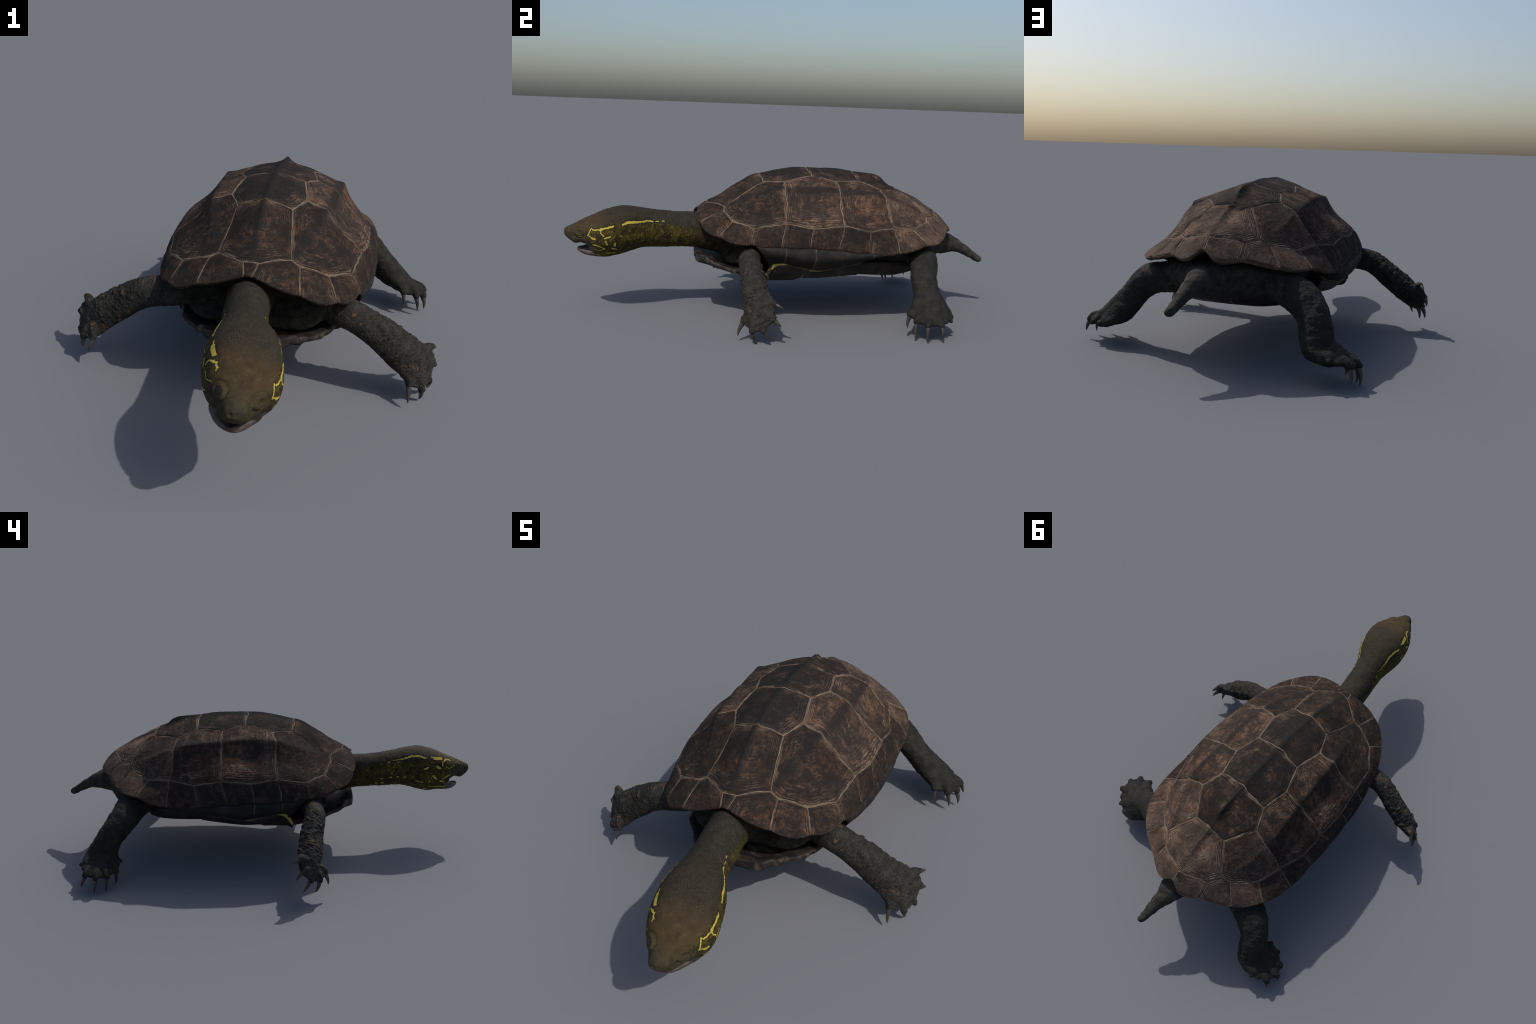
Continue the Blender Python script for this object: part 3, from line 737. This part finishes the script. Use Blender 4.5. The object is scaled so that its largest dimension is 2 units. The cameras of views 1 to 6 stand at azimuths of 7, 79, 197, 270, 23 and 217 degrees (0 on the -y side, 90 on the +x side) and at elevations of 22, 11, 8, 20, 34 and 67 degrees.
def build_bridge(sgn):
    V = []; F = []; ny = 44; rows = 9
    half = RIMP[(RIMP[:, 0] > 0)]; half = half[np.argsort(half[:, 1])]
    for i in range(ny):
        f = i / (ny - 1)
        ys = SEAMLINE[1, 0] + (SEAMLINE[-1, 0] - SEAMLINE[1, 0]) * f
        zs = np.interp(ys, SEAMLINE[:, 0], SEAMLINE[:, 1])
        yr = -.175 + (.40 + .175) * f
        sel = half[(half[:, 1] > -.32) & (half[:, 1] < .6)]
        xr, zr = np.interp(yr, sel[:, 1], sel[:, 0]), np.interp(yr, sel[:, 1], sel[:, 2])
        top = V3(xr - .002, yr, zr - .008); bot = V3(.320, ys, zs)
        bot[0] -= .02 * (abs(f - .5) * 2) ** 3
        for j in range(rows):
            t = j / (rows - 1); p = top + (bot - top) * t
            p[0] += .034 * math.sin(math.pi * t) ** .9 * (1 - .5 * (abs(f - .5) * 2) ** 4)
            p[0] += .0015 * noise.noise(Vector(p * 20))
            V.append(p * V3(sgn, 1, 1))
    for i in range(ny - 1):
        for j in range(rows - 1):
            a = i * rows + j; q = (a, a + rows, a + rows + 1, a + 1)
            F.append(q if sgn < 0 else q[::-1])
    ob = new_obj('bridge', to_world(np.array(V)), F, [M_BRIDGE], turtle)
    md = ob.modifiers.new('thick', 'SOLIDIFY'); md.thickness = .008; md.offset = -1
    return ob

def build_plastron():
    ys = np.concatenate([np.linspace(-.412, -.38, 7), np.linspace(-.372, -.23, 14)[0:], np.linspace(-.215, .54, 46), np.linspace(.55, .608, 8)])
    prof = []     # cross-section angle parametrisation: bottom flat, rounded edge, top
    V = []; n = 40
    for yv in ys:
        w = np.interp(yv, PLW[:, 0], PLW[:, 1]); zb = np.interp(yv, PLZ[:, 0], PLZ[:, 1])
        th = np.interp(yv, [-.41, -.385, -.35, -.25, -.2, .2, .32, .5, .57, .608], [.040, .044, .030, .028, .04, .045, .078, .078, .06, .02])
        for k in range(n):
            a = 2 * math.pi * k / n; c, s = math.cos(a), math.sin(a)
            ux = math.copysign(abs(c) ** .36, c); uz = math.copysign(abs(s) ** .45, s)
            px = w * ux
            pz = zb + th * .5 + th * .5 * uz + .018 * (abs(ux) ** 4) * (1 if yv > -.25 else .3)
            p = V3(px, yv, pz)
            # ragged front lip with a shallow notch on each side
            if yv < -.34: p[1] += .014 * math.exp(-((abs(px) - .15) / .018) ** 2) + .004 * noise.noise(Vector((px * 30, 0, pz * 20)))
            if yv < -.3: p[2] += .004 * noise.noise(Vector((px * 25, yv * 20, 3)))
            V.append(p)
    F = []; m = len(ys)
    for i in range(m - 1):
        for k in range(n):
            a, b = i * n + k, i * n + (k + 1) % n
            F.append((a, a + n, b + n, b))
    V.append(np.mean(V[:n], axis=0)); V.append(np.mean(V[(m - 1) * n:m * n], axis=0))
    for k in range(n):
        F.append((m * n, k, (k + 1) % n)); F.append((m * n + 1, (m - 1) * n + (k + 1) % n, (m - 1) * n + k))
    return new_obj('plastron', to_world(np.array(V)), F, [M_PLAS], turtle)
plastron = build_plastron()

def build_flank(sgn):
    """plastron horn that climbs from the flat underside to the bridge seam"""
    V = []; F = []; ny = 40; rows = 8
    for i in range(ny):
        f = i / (ny - 1); yv = SEAMLINE[0, 0] + (.308 - SEAMLINE[0, 0]) * f
        zs = np.interp(yv, SEAMLINE[:, 0], SEAMLINE[:, 1]); zb = np.interp(yv, PLZ[:, 0], PLZ[:, 1])
        w = np.interp(yv, PLW[:, 0], PLW[:, 1])
        top = V3(.320 - .02 * (abs(f - .5) * 2) ** 3, yv, zs); bot = V3(w * .80, yv, zb + .004)
        for j in range(rows):
            t = j / (rows - 1); p = top + (bot - top) * t
            b = math.sin(math.pi * t); p[0] += .018 * b; p[2] -= .012 * b
            V.append(p * V3(sgn, 1, 1))
    for i in range(ny - 1):
        for j in range(rows - 1):
            a = i * rows + j; q = (a, a + rows, a + rows + 1, a + 1)
            F.append(q if sgn < 0 else q[::-1])
    ob = new_obj('bridge_plate', to_world(np.array(V)), F, [M_PLAS], plastron)
    md = ob.modifiers.new('thick', 'SOLIDIFY'); md.thickness = .010; md.offset = -1
    line = catmull(np.c_[np.full(len(SEAMLINE), .321), SEAMLINE], 5)
    rad = np.interp(line[:, 1], [-.115, -.1, -.085, -.07, -.02, .06, .078, .1, .25, .30, .345], [.006, .009, .010, .007, .0035, .0035, .006, .003, .0025, .006, .003])
    path = []
    for p, r in zip(line, rad):
        f = (p[1] - SEAMLINE[0, 0]) / (SEAMLINE[-1, 0] - SEAMLINE[0, 0])
        path.append((sgn * (p[0] - .02 * (abs(f - .5) * 2) ** 3), p[1], p[2], r, .0035))
    path = np.array(path); path[:, :3] = to_world(path[:, :3])
    Vt, Ft = limb(path, V3(0, 0, 1), sub=1, n=10)
    new_obj('seam_skin', Vt, Ft, [M_YEL], plastron)
    return ob
for s in (1, -1): build_bridge(s); build_flank(s)

# ------------------------------------------------------------------ skin body
ROLL = math.radians(10)
def neck_frame(roll):
    """left axis and up axis of a section whose normal is roughly -y"""
    return V3(math.cos(roll), .06, -math.sin(roll)), V3(math.sin(roll), 0, math.cos(roll))

# y, centre x, widest z, half width, top z, bottom z, roll share
NECK = np.array([
    (-.18, -.010, .340, .080, .420, .245, 0), (-.28, -.004, .355, .078, .444, .255, 0), (-.35, .000, .366, .074, .453, .272, 0),
    (-.42, .004, .370, .071, .457, .287, 0), (-.50, .010, .372, .071, .458, .291, .1), (-.56, .016, .373, .070, .464, .290, .2),
    (-.62, .024, .375, .075, .471, .292, .5), (-.66, .030, .376, .086, .477, .290, .8), (-.70, .036, .374, .098, .482, .280, 1),
    (-.74, .040, .371, .105, .484, .268, 1), (-.785, .046, .366, .108, .475, .256, 1), (-.82, .051, .362, .108, .464, .257, 1),
    (-.855, .055, .360, .102, .449, .262, 1), (-.88, .057, .362, .093, .437, .276, 1), (-.895, .0575, .368, .084, .431, .310, 1), (-.91, .058, .372, .074, .425, .322, 1),
    (-.93, .060, .372, .061, .417, .325, 1), (-.955, .0585, .368, .044, .406, .319, 1), (-.975, .057, .368, .033, .397, .332, 1),
    (-.990, .057, .369, .024, .390, .346, 1), (-.999, .057, .370, .012, .381, .358, 1)])
def build_neck():
    rows = catmull(NECK, 4); S = []; tp = []
    for y, cx, zc, a, zt, zb, rs in rows:
        U, W = neck_frame(ROLL * np.clip(rs, 0, 1)); zb += .003; a -= .002 * (1 - rs)
        S.append((V3(cx, y, zc + .003), U, a, W, max(zt - zc - .003, .004), max(zc + .003 - zb, .004)))
        tp.append((2.0 + .45 * float(np.clip(rs, 0, 1)) * float(smooth01(-.97, -.90, y)), 1.9 + .9 * float(smooth01(-.885, -.905, y))))
    return tube(S, 48, 1.9, tp)

# lower jaw: y, centre x, centre z, half width, half height
JAW = [(-.800, .046, .289, .066, .024), (-.850, .042, .287, .072, .021), (-.880, .039, .285, .058, .020), (-.905, .039, .285, .044, .018),
       (-.922, .042, .287, .031, .015), (-.935, .044, .290, .020, .011), (-.944, .046, .293, .010, .006)]
def build_jaw():
    S = []
    for y, cx, cz, a, h in catmull(JAW, 4):
        U, W = neck_frame(ROLL)
        S.append((V3(cx, y, cz), U, a, W, h, h))
    return tube(S, 32, 2.3)

parts = [build_neck(), build_jaw()]
# torso inside the shell
TORSO = [(-.280, .255, .17, .008, 0), (-.255, .262, .205, .022, 0), (-.21, .278, .235, .040, 0), (-.15, .302, .25, .060, 0), (-.08, .328, .275, .082, 0), (0, .34, .28, .09, 0), (.30, .34, .27, .09, 0), (.50, .325, .268, .088, 0),
         (.60, .318, .258, .080, 0), (.66, .316, .225, .078, -.018), (.71, .318, .165, .072, -.028), (.75, .322, .105, .062, -.012), (.775, .325, .065, .052, 0), (.795, .325, .02, .03, 0)]
S = []
for y, z, a, h, cx in catmull(TORSO, 4):
    S.append((to_world(V3(cx, y, z)), EX, a, V3(0, 0, 1), h, h))
parts.append(tube(S, 48, 2.4))

OUT = V3(0, 1, 0)
FORE_L = [(.15, -.15, .316, .052, .046), (.25, -.185, .300, .053, .046), (.32, -.206, .290, .053, .046), (.376, -.211, .265, .053, .044),
          (.439, -.214, .229, .059, .046), (.479, -.214, .198, .063, .047), (.518, -.207, .164, .066, .046), (.555, -.202, .132, .062, .034)]
PALM_L = [(.500, -.208, .180, .060, .042), (.540, -.203, .147, .072, .034), (.575, -.202, .118, .077, .026), (.598, -.198, .098, .066, .018)]
FORE_R = [(-.15, -.145, .318, .054, .046), (-.26, -.184, .308, .056, .048), (-.36, -.193, .297, .056, .046), (-.422, -.184, .269, .058, .045),
          (-.465, -.174, .238, .061, .046), (-.513, -.168, .205, .063, .046), (-.548, -.166, .177, .064, .042), (-.572, -.166, .155, .060, .034)]
PALM_R = [(-.530, -.170, .190, .060, .040), (-.565, -.170, .162, .070, .033), (-.595, -.168, .142, .073, .026), (-.614, -.166, .128, .062, .018)]
HIND_L = [(.12, .56, .320, .070, .066), (.26, .600, .292, .066, .062), (.36, .578, .275, .062, .056), (.427, .556, .222, .057, .048),
          (.47, .556, .173, .058, .048), (.516, .550, .130, .078, .046), (.556, .542, .104, .092, .032)]
CALF_L = [(.30, .590, .275, .050, .048), (.36, .576, .245, .043, .042), (.40, .574, .205, .040, .035), (.43, .580, .165, .041, .034), (.462, .596, .125, .043, .034), (.505, .617, .098, .042, .024), (.55, .625, .082, .030, .016)]
HIND_R = [(-.12, .57, .315, .070, .066), (-.22, .632, .295, .074, .066), (-.300, .665, .265, .068, .062), (-.342, .698, .228, .062, .058),
          (-.367, .727, .192, .059, .055), (-.382, .746, .152, .062, .052), (-.390, .760, .116, .074, .046), (-.435, .762, .098, .084, .034)]
CALF_R = [(-.24, .660, .280, .046, .046), (-.312, .698, .235, .042, .042), (-.340, .740, .190, .038, .038), (-.355, .770, .150, .038, .038), (-.374, .796, .115, .042, .034), (-.42, .818, .098, .036, .024)]
TAIL = [(.030, .69, .325, .078, .064), (.038, .76, .322, .064, .058), (.044, .805, .319, .058, .053), (.048, .835, .315, .047, .044), (.053, .865, .307, .037, .034), (.060, .895, .295, .031, .027), (.068, .940, .270, .0235, .021),
        (.074, .968, .251, .0205, .0195), (.078, .983, .242, .0175, .0165)]
FORE_R = [(q[0], q[1] - .009 * min(1, i / 2), q[2], q[3] * .97, q[4]) for i, q in enumerate(FORE_R)]
MIDL = (np.array(HIND_L[2:7]) + np.array(CALF_L[1:6])) / 2; MIDR = (np.array(HIND_R[2:7]) + np.array(CALF_R[0:5])) / 2
MIDL[:, 3:] *= 1.08; MIDR[:, 3:] *= 1.08
for path, hint in ((FORE_L, V3(.54, .42, .70)), (FORE_R, V3(-.44, .52, .74)), (PALM_L, V3(.45, .71, .55)), (PALM_R, V3(-.38, .70, .60)), (HIND_L, V3(0, 1, 0)), (HIND_R, V3(.3, 1, 0)), (TAIL, V3(1, 0, 0)),
                   (CALF_L, V3(0, 1, 0)), (CALF_R, V3(.3, 1, 0)),
                   (MIDL, V3(0, 1, 0)), (MIDR, V3(.3, 1, 0))):
    parts.append(limb(path, hint))

# digits: claw base, claw tip (None = fleshy end), digit radius ; roots fan out from the wrist
CLAWS = {
    'FL': ((.545, -.202, .140), [((.540, -.264, .082), (.542, -.284, .022)), ((.588, -.236, .052), (.585, -.214, .001)), ((.614, -.193, .062), (.611, -.164, .019)),
                                 ((.624, -.155, .110), (.637, -.125, .083)), ((.611, -.150, .172), (.630, -.117, .154))]),
    'FR': ((-.562, -.174, .160), [((-.560, -.236, .112), (-.574, -.249, .062)), ((-.606, -.212, .098), (-.615, -.191, .047)), ((-.628, -.170, .108), (-.644, -.136, .064)),
                                  ((-.642, -.132, .158), (-.653, -.103, .124)), ((-.622, -.120, .212), (-.638, -.090, .196))]),
    'HL': ((.540, .545, .112), [((.549, .452, .100), (.556, .444, .044)), ((.604, .462, .086), (.615, .459, .021)), ((.636, .502, .076), (.645, .501, .014)),
                                ((.640, .558, .078), (.655, .564, .029)), ((.592, .624, .080), None)]),
    'HR': ((-.425, .765, .100), [((-.514, .820, .078), (-.522, .839, .026)), ((-.534, .770, .074), (-.540, .780, .005)), ((-.515, .725, .072), (-.519, .733, .002)),
                                 ((-.470, .688, .078), (-.472, .699, .012)), ((-.446, .852, .096), None), ((-.424, .674, .103), None)])}
for key, (wrist, digs) in CLAWS.items():
    w = np.array(wrist); bases = [np.array(b) for b, t in digs]
    for i, b in enumerate(bases):
        r = .0165 if key[0] == 'F' else .018
        a = w + (b - w) * .15
        mid = w + (b - w) * .6 + V3(0, 0, .002 if key[0] == 'F' else .006)
        if digs[i][1] is None:
            path = [(*a, .036, .030), (*mid, .026, .022), (*b, .009, .008)]
        else:
            path = [(*a, .032, .027), (*mid, .023, .020), (*(w + (b - w) * .86 + V3(0, 0, .006)), r, r * .95), (*b, r * .74, r * .74)]
        parts.append(limb(path, V3(0, 1, 0), 5, 16))
    order = bases if key != 'HR' else [bases[4], bases[0], bases[1], bases[2], bases[3], bases[5]]
    for p, q in zip(order[:-1], order[1:]):                 # web between the toes
        m = (p + q) / 2; e = w + (m - w) * .93; gap = np.linalg.norm(q - p) * .5
        parts.append(limb([(*(w + (m - w) * .2), .042, .030), (*(w + (m - w) * .6), max(.6 * gap, .026), .021), (*e, max(.55 * gap, .016), .010)], unit(q - p), 5, 16))

def merge(parts):
    V = []; F = []
    for v, f in parts:
        o = len(V); V += list(v); F += [tuple(i + o for i in q) for q in f]
    return V, F
V, F = merge(parts)
raw = new_obj('skin_source', V, F, [])
md = raw.modifiers.new('r', 'REMESH'); md.mode = 'VOXEL'; md.voxel_size = .0037; md.adaptivity = 0
dg = bpy.context.evaluated_depsgraph_get()
em_ = bpy.data.meshes.new_from_object(raw.evaluated_get(dg))
nv = len(em_.vertices)
co = np.empty(nv * 3); em_.vertices.foreach_get('co', co); co = co.reshape(-1, 3)
ne = len(em_.edges); ed = np.empty(ne * 2, np.int32); em_.edges.foreach_get('vertices', ed); ed = ed.reshape(-1, 2)
polys = [tuple(p.vertices) for p in em_.polygons]
bpy.data.objects.remove(raw, do_unlink=True)
deg = np.bincount(ed.ravel(), minlength=nv).astype(float)
def laplace(c, lam, wt=1.0):
    acc = np.zeros_like(c)
    for k in range(3):
        acc[:, k] = np.bincount(ed[:, 0], c[ed[:, 1], k], nv) + np.bincount(ed[:, 1], c[ed[:, 0], k], nv)
    return c + lam * (acc / deg[:, None] - c) * (wt if np.isscalar(wt) else wt[:, None])
headw = smooth01(-.84, -.90, co[:, 1])
for _ in range(14):
    co = laplace(co, .5, 1 - .75 * headw); co = laplace(co, -.47, 1 - .75 * headw)
legw = ((np.abs(co[:, 0]) > .2) & (co[:, 1] > .40) & (co[:, 2] > .11)).astype(float)
for _ in range(10): legw = laplace(legw[:, None].repeat(3, 1), .5)[:, 0]
for _ in range(30): co = laplace(co, .5, legw)
def vertex_normals(c):
    n = np.zeros_like(c)
    q = np.array([p[:3] for p in polys]); m = np.cross(c[q[:, 1]] - c[q[:, 0]], c[q[:, 2]] - c[q[:, 0]])
    for k in range(3):
        for j in range(3): n[:, k] += np.bincount(q[:, j], m[:, k], nv)
    quads = np.array([p for p in polys if len(p) == 4])
    m = np.cross(c[quads[:, 2]] - c[quads[:, 0]], c[quads[:, 3]] - c[quads[:, 0]])
    for k in range(3):
        for j in (0, 2, 3): n[:, k] += np.bincount(quads[:, j], m[:, k], nv)
    return n / (np.linalg.norm(n, axis=1, keepdims=True) + 1e-12)
nr = vertex_normals(co)

# region of every vertex
x, y, z = co.T
def near_path(path):
    P = catmull(path, 6); d = np.full(nv, 9.0)
    for p in P: d = np.minimum(d, np.linalg.norm(co - p[:3], axis=1) - max(p[3], p[4]))
    return d
fore = (np.abs(x) > .27) & (y < .1) & (y > -.40)
hindl = (x > .27) & (y > .38); hindr = (x < -.235) & (y > .42)
hind = hindl | hindr

# --- relief on the skin
disp = np.zeros(nv)
sx = np.abs(x)
# forearm: scales drawn out across the limb, pebbles on the hand
ax_, up_ = .77 * sx - .6 * z, .6 * sx + .77 * z
f1, f2, rid = voronoi12(np.stack([ax_ * 66, y * 30, up_ * 30], -1), 3)
face = smooth01(-.35, .45, nr[:, 2] * .77 + .6 * nr[:, 0] * np.sign(x))
k = smooth01(.34, .44, sx) * (1 - .35 * smooth01(.55, .60, sx)) * (.25 + .75 * face)
fd = k * (.0105 * np.minimum(f2 - f1, .42) - .0020 + .0030 * (rid - .5) * np.minimum(2.5 * (f2 - f1), 1)) + .0012 * pnoise(co * 90, 1)
f1, f2, _ = voronoi12(co * 120, 4)
hd = .0016 * np.minimum(f2 - f1, .5) + .0030 * fnoise(co * V3(30, 30, 46), 2) + .0008 * pnoise(co * 110, 3)
kn = smooth01(-.90, -.78, y)
nd = kn * (.0015 * pnoise(co * V3(22, 105, 22), 4) + .0008 * pnoise(co * 120, 5) + .0014 * pnoise(co * 30, 6)) + (1 - kn) * (.0011 * pnoise(co * 48, 9) + .0004 * pnoise(co * 130, 10))
bd = .0040 * fnoise(co * V3(16, 26, 9), 7) + .0014 * pnoise(co * 60, 8)
disp = np.where(fore, fd, np.where(hind, hd, np.where(y < -.33, nd, bd)))
# horny flange scales along the outer edge of the forearms
for path, sg in ((FORE_L, 1), (FORE_R, -1)):
    spine = catmull(path, 10)
    for f in (.47, .55, .63, .71, .79):
        s = spine[int(f * (len(spine) - 1))]
        for side in (.85, 2.2):
            c = s[:3] + V3(0, math.sin(side) * s[3], 0) + unit(V3(sg * .62, 0, .78)) * (math.cos(side) * s[4] if side < 1.5 else .2 * s[4])
            d = np.linalg.norm((co - c) * V3(1, 1.2, 1), axis=1)
            disp += .0060 * np.exp(-(d / .013) ** 4) * fore
EYES = [(V3(.111, -.929, .375), V3(.88, -.42, .15)), (V3(.0085, -.938, .397), V3(-.90, -.40, .22))]
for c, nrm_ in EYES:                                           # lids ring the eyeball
    d = np.linalg.norm((co - c) * V3(.9, .85, 1.15), axis=1)
    disp += .0034 * np.exp(-((d - .0165) / .0065) ** 2) - .0030 * np.exp(-(d / .011) ** 4)
    disp -= .0030 * np.exp(-((d - .027) / .004) ** 2)
jt = (y < -.872) & (z > .292) & (z < .318)
disp -= jt * .010 * np.exp(-((x - .042) / (.60 * np.clip((y + .950) * .85, .006, .06))) ** 2) * smooth01(-.946, -.932, y)
for sx in (-.0085, .0085):                                     # nostrils
    d = np.linalg.norm(co - V3(.057 + sx, -.998, .373), axis=1); disp -= .004 * np.exp(-(d / .005) ** 2)
co = co + nr * disp[:, None]
nr = vertex_normals(co)

# --- split by region, border vertices coincide, normals of the whole body
x, y, z = co.T
pc_ = np.array([co[list(p)].mean(0) for p in polys])
px, py, pz = pc_.T
mouth_line = np.interp(py, [-.96, -.935, -.913, -.89, -.87], [.318, .322, .320, .320, .318])
hand_d = lambda w, r: np.linalg.norm(pc_ - np.array(w), axis=1) < r
reg = np.full(len(polys), 'torso', dtype=object)
reg[(py < -.315) & (np.abs(px - .01) < .2) & (py > -.68)] = 'neck'
reg[py <= -.68] = 'head'
jaw_m = (py < -.868) & (pz < mouth_line - .004) & (pz - .30 < (py + .868) * -1.2 + .03)
reg[jaw_m] = 'lower_jaw'
reg[(px > .27) & (py < .1) & (py > -.40)] = 'forelimb_l'; reg[(px < -.27) & (py < .1) & (py > -.40)] = 'forelimb_r'
reg[(px > .27) & (py > .38)] = 'hindlimb_l'; reg[(px < -.235) & (py > .42)] = 'hindlimb_r'
reg[(py > .735) & (np.abs(px - .05) < .07)] = 'tail'
reg[(reg == 'forelimb_l') & (px - .6 * pz > .437)] = 'forefoot_l'
reg[(reg == 'forelimb_r') & (-px - .6 * pz > .445)] = 'forefoot_r'
reg[(reg == 'hindlimb_l') & (px - .6 * pz > .435)] = 'hindfoot_l'
reg[(reg == 'hindlimb_r') & (pz < .128)] = 'hindfoot_r'

M_HEAD, M_JAW = head_skin_material(), jaw_material()
M_FORE = limb_skin_material('forelimb_skin', (.0185, .018, .016), (.042, .0395, .0335), .7, 95, .6)
M_HIND = limb_skin_material('hindlimb_skin', (.0165, .0165, .0145), (.032, .031, .0265), .12, 170, .6)
M_BODY = limb_skin_material('body_skin', (.016, .0155, .013), (.050, .046, .036), 0, 120, .6)
M_TAIL = limb_skin_material('tail_skin', (.026, .025, .021), (.058, .054, .043), .2, 150, .5)
def region_obj(key, name, mat, parent):
    idx = np.nonzero(reg == key)[0]
    used = {}; vs = []; fs = []
    for i in idx:
        f = []
        for v in polys[i]:
            if v not in used: used[v] = len(vs); vs.append(v)
            f.append(used[v])
        fs.append(f)
    ob = new_obj(name, co[vs], fs, [mat], parent)
    ob.data.normals_split_custom_set_from_vertices([tuple(n) for n in nr[vs]])
    return ob
torso = region_obj('torso', 'torso', M_BODY, turtle)
neck = region_obj('neck', 'neck', M_HEAD, turtle)
head = region_obj('head', 'head', M_HEAD, turtle)
jaw = region_obj('lower_jaw', 'lower_jaw', M_JAW, head)
tail = region_obj('tail', 'tail', M_TAIL, turtle)
LIMBS = {}
for k, nm, ft, m in (('l', 'forelimb', 'forefoot', M_FORE), ('r', 'forelimb', 'forefoot', M_FORE), ('l', 'hindlimb', 'hindfoot', M_HIND), ('r', 'hindlimb', 'hindfoot', M_HIND)):
    LIMBS[(nm, k)] = region_obj(f'{nm}_{k}', nm, m, turtle)
    region_obj(f'{ft}_{k}', ft, m, LIMBS[(nm, k)])

# ------------------------------------------------------------------ claws and eyes
M_CLAW, M_EYE = claw_material(), eye_material()
for key, (wrist, digs) in CLAWS.items():
    par = LIMBS[('forelimb' if key[0] == 'F' else 'hindlimb', 'l' if key[1] == 'L' else 'r')]
    w = np.array(wrist)
    for b, t in digs:
        if t is None: continue
        b = np.array(b); t = np.array(t)
        outd = unit((b - w) * V3(1, 1, .3)); L = np.linalg.norm(t - b)
        start = b - outd * .006
        midp = (b + t) / 2 + outd * .16 * L + V3(0, 0, .02 * L)
        path = []
        for f in np.linspace(0, 1, 9):
            p = (1 - f) ** 2 * start + 2 * f * (1 - f) * midp + f * f * t
            r = .0095 * (1 - f) ** .75 + .0014
            path.append((*p, r * .95, r * 1.1))
        Vc, Fc = limb(path, np.cross(t - b, outd), 2, 14)
        new_obj('claw', Vc, Fc, [M_CLAW], par)
for c, nrm_ in EYES:
    nrm_ = unit(nrm_); o = c - nrm_ * .0105; Vs = []; Fs = []
    R = .0150; n = 24; mrow = 14
    for i in range(mrow + 1):
        th = math.pi * i / mrow
        for k in range(n):
            a = 2 * math.pi * k / n
            Vs.append(V3(math.sin(th) * math.cos(a), math.sin(th) * math.sin(a), math.cos(th)) * R + o)
    for i in range(mrow):
        for k in range(n):
            a, b2 = i * n + k, i * n + (k + 1) % n
            Fs.append((a, a + n, b2 + n, b2))
    new_obj('eye', Vs, Fs, [M_EYE], head)
bpy.context.view_layer.update()
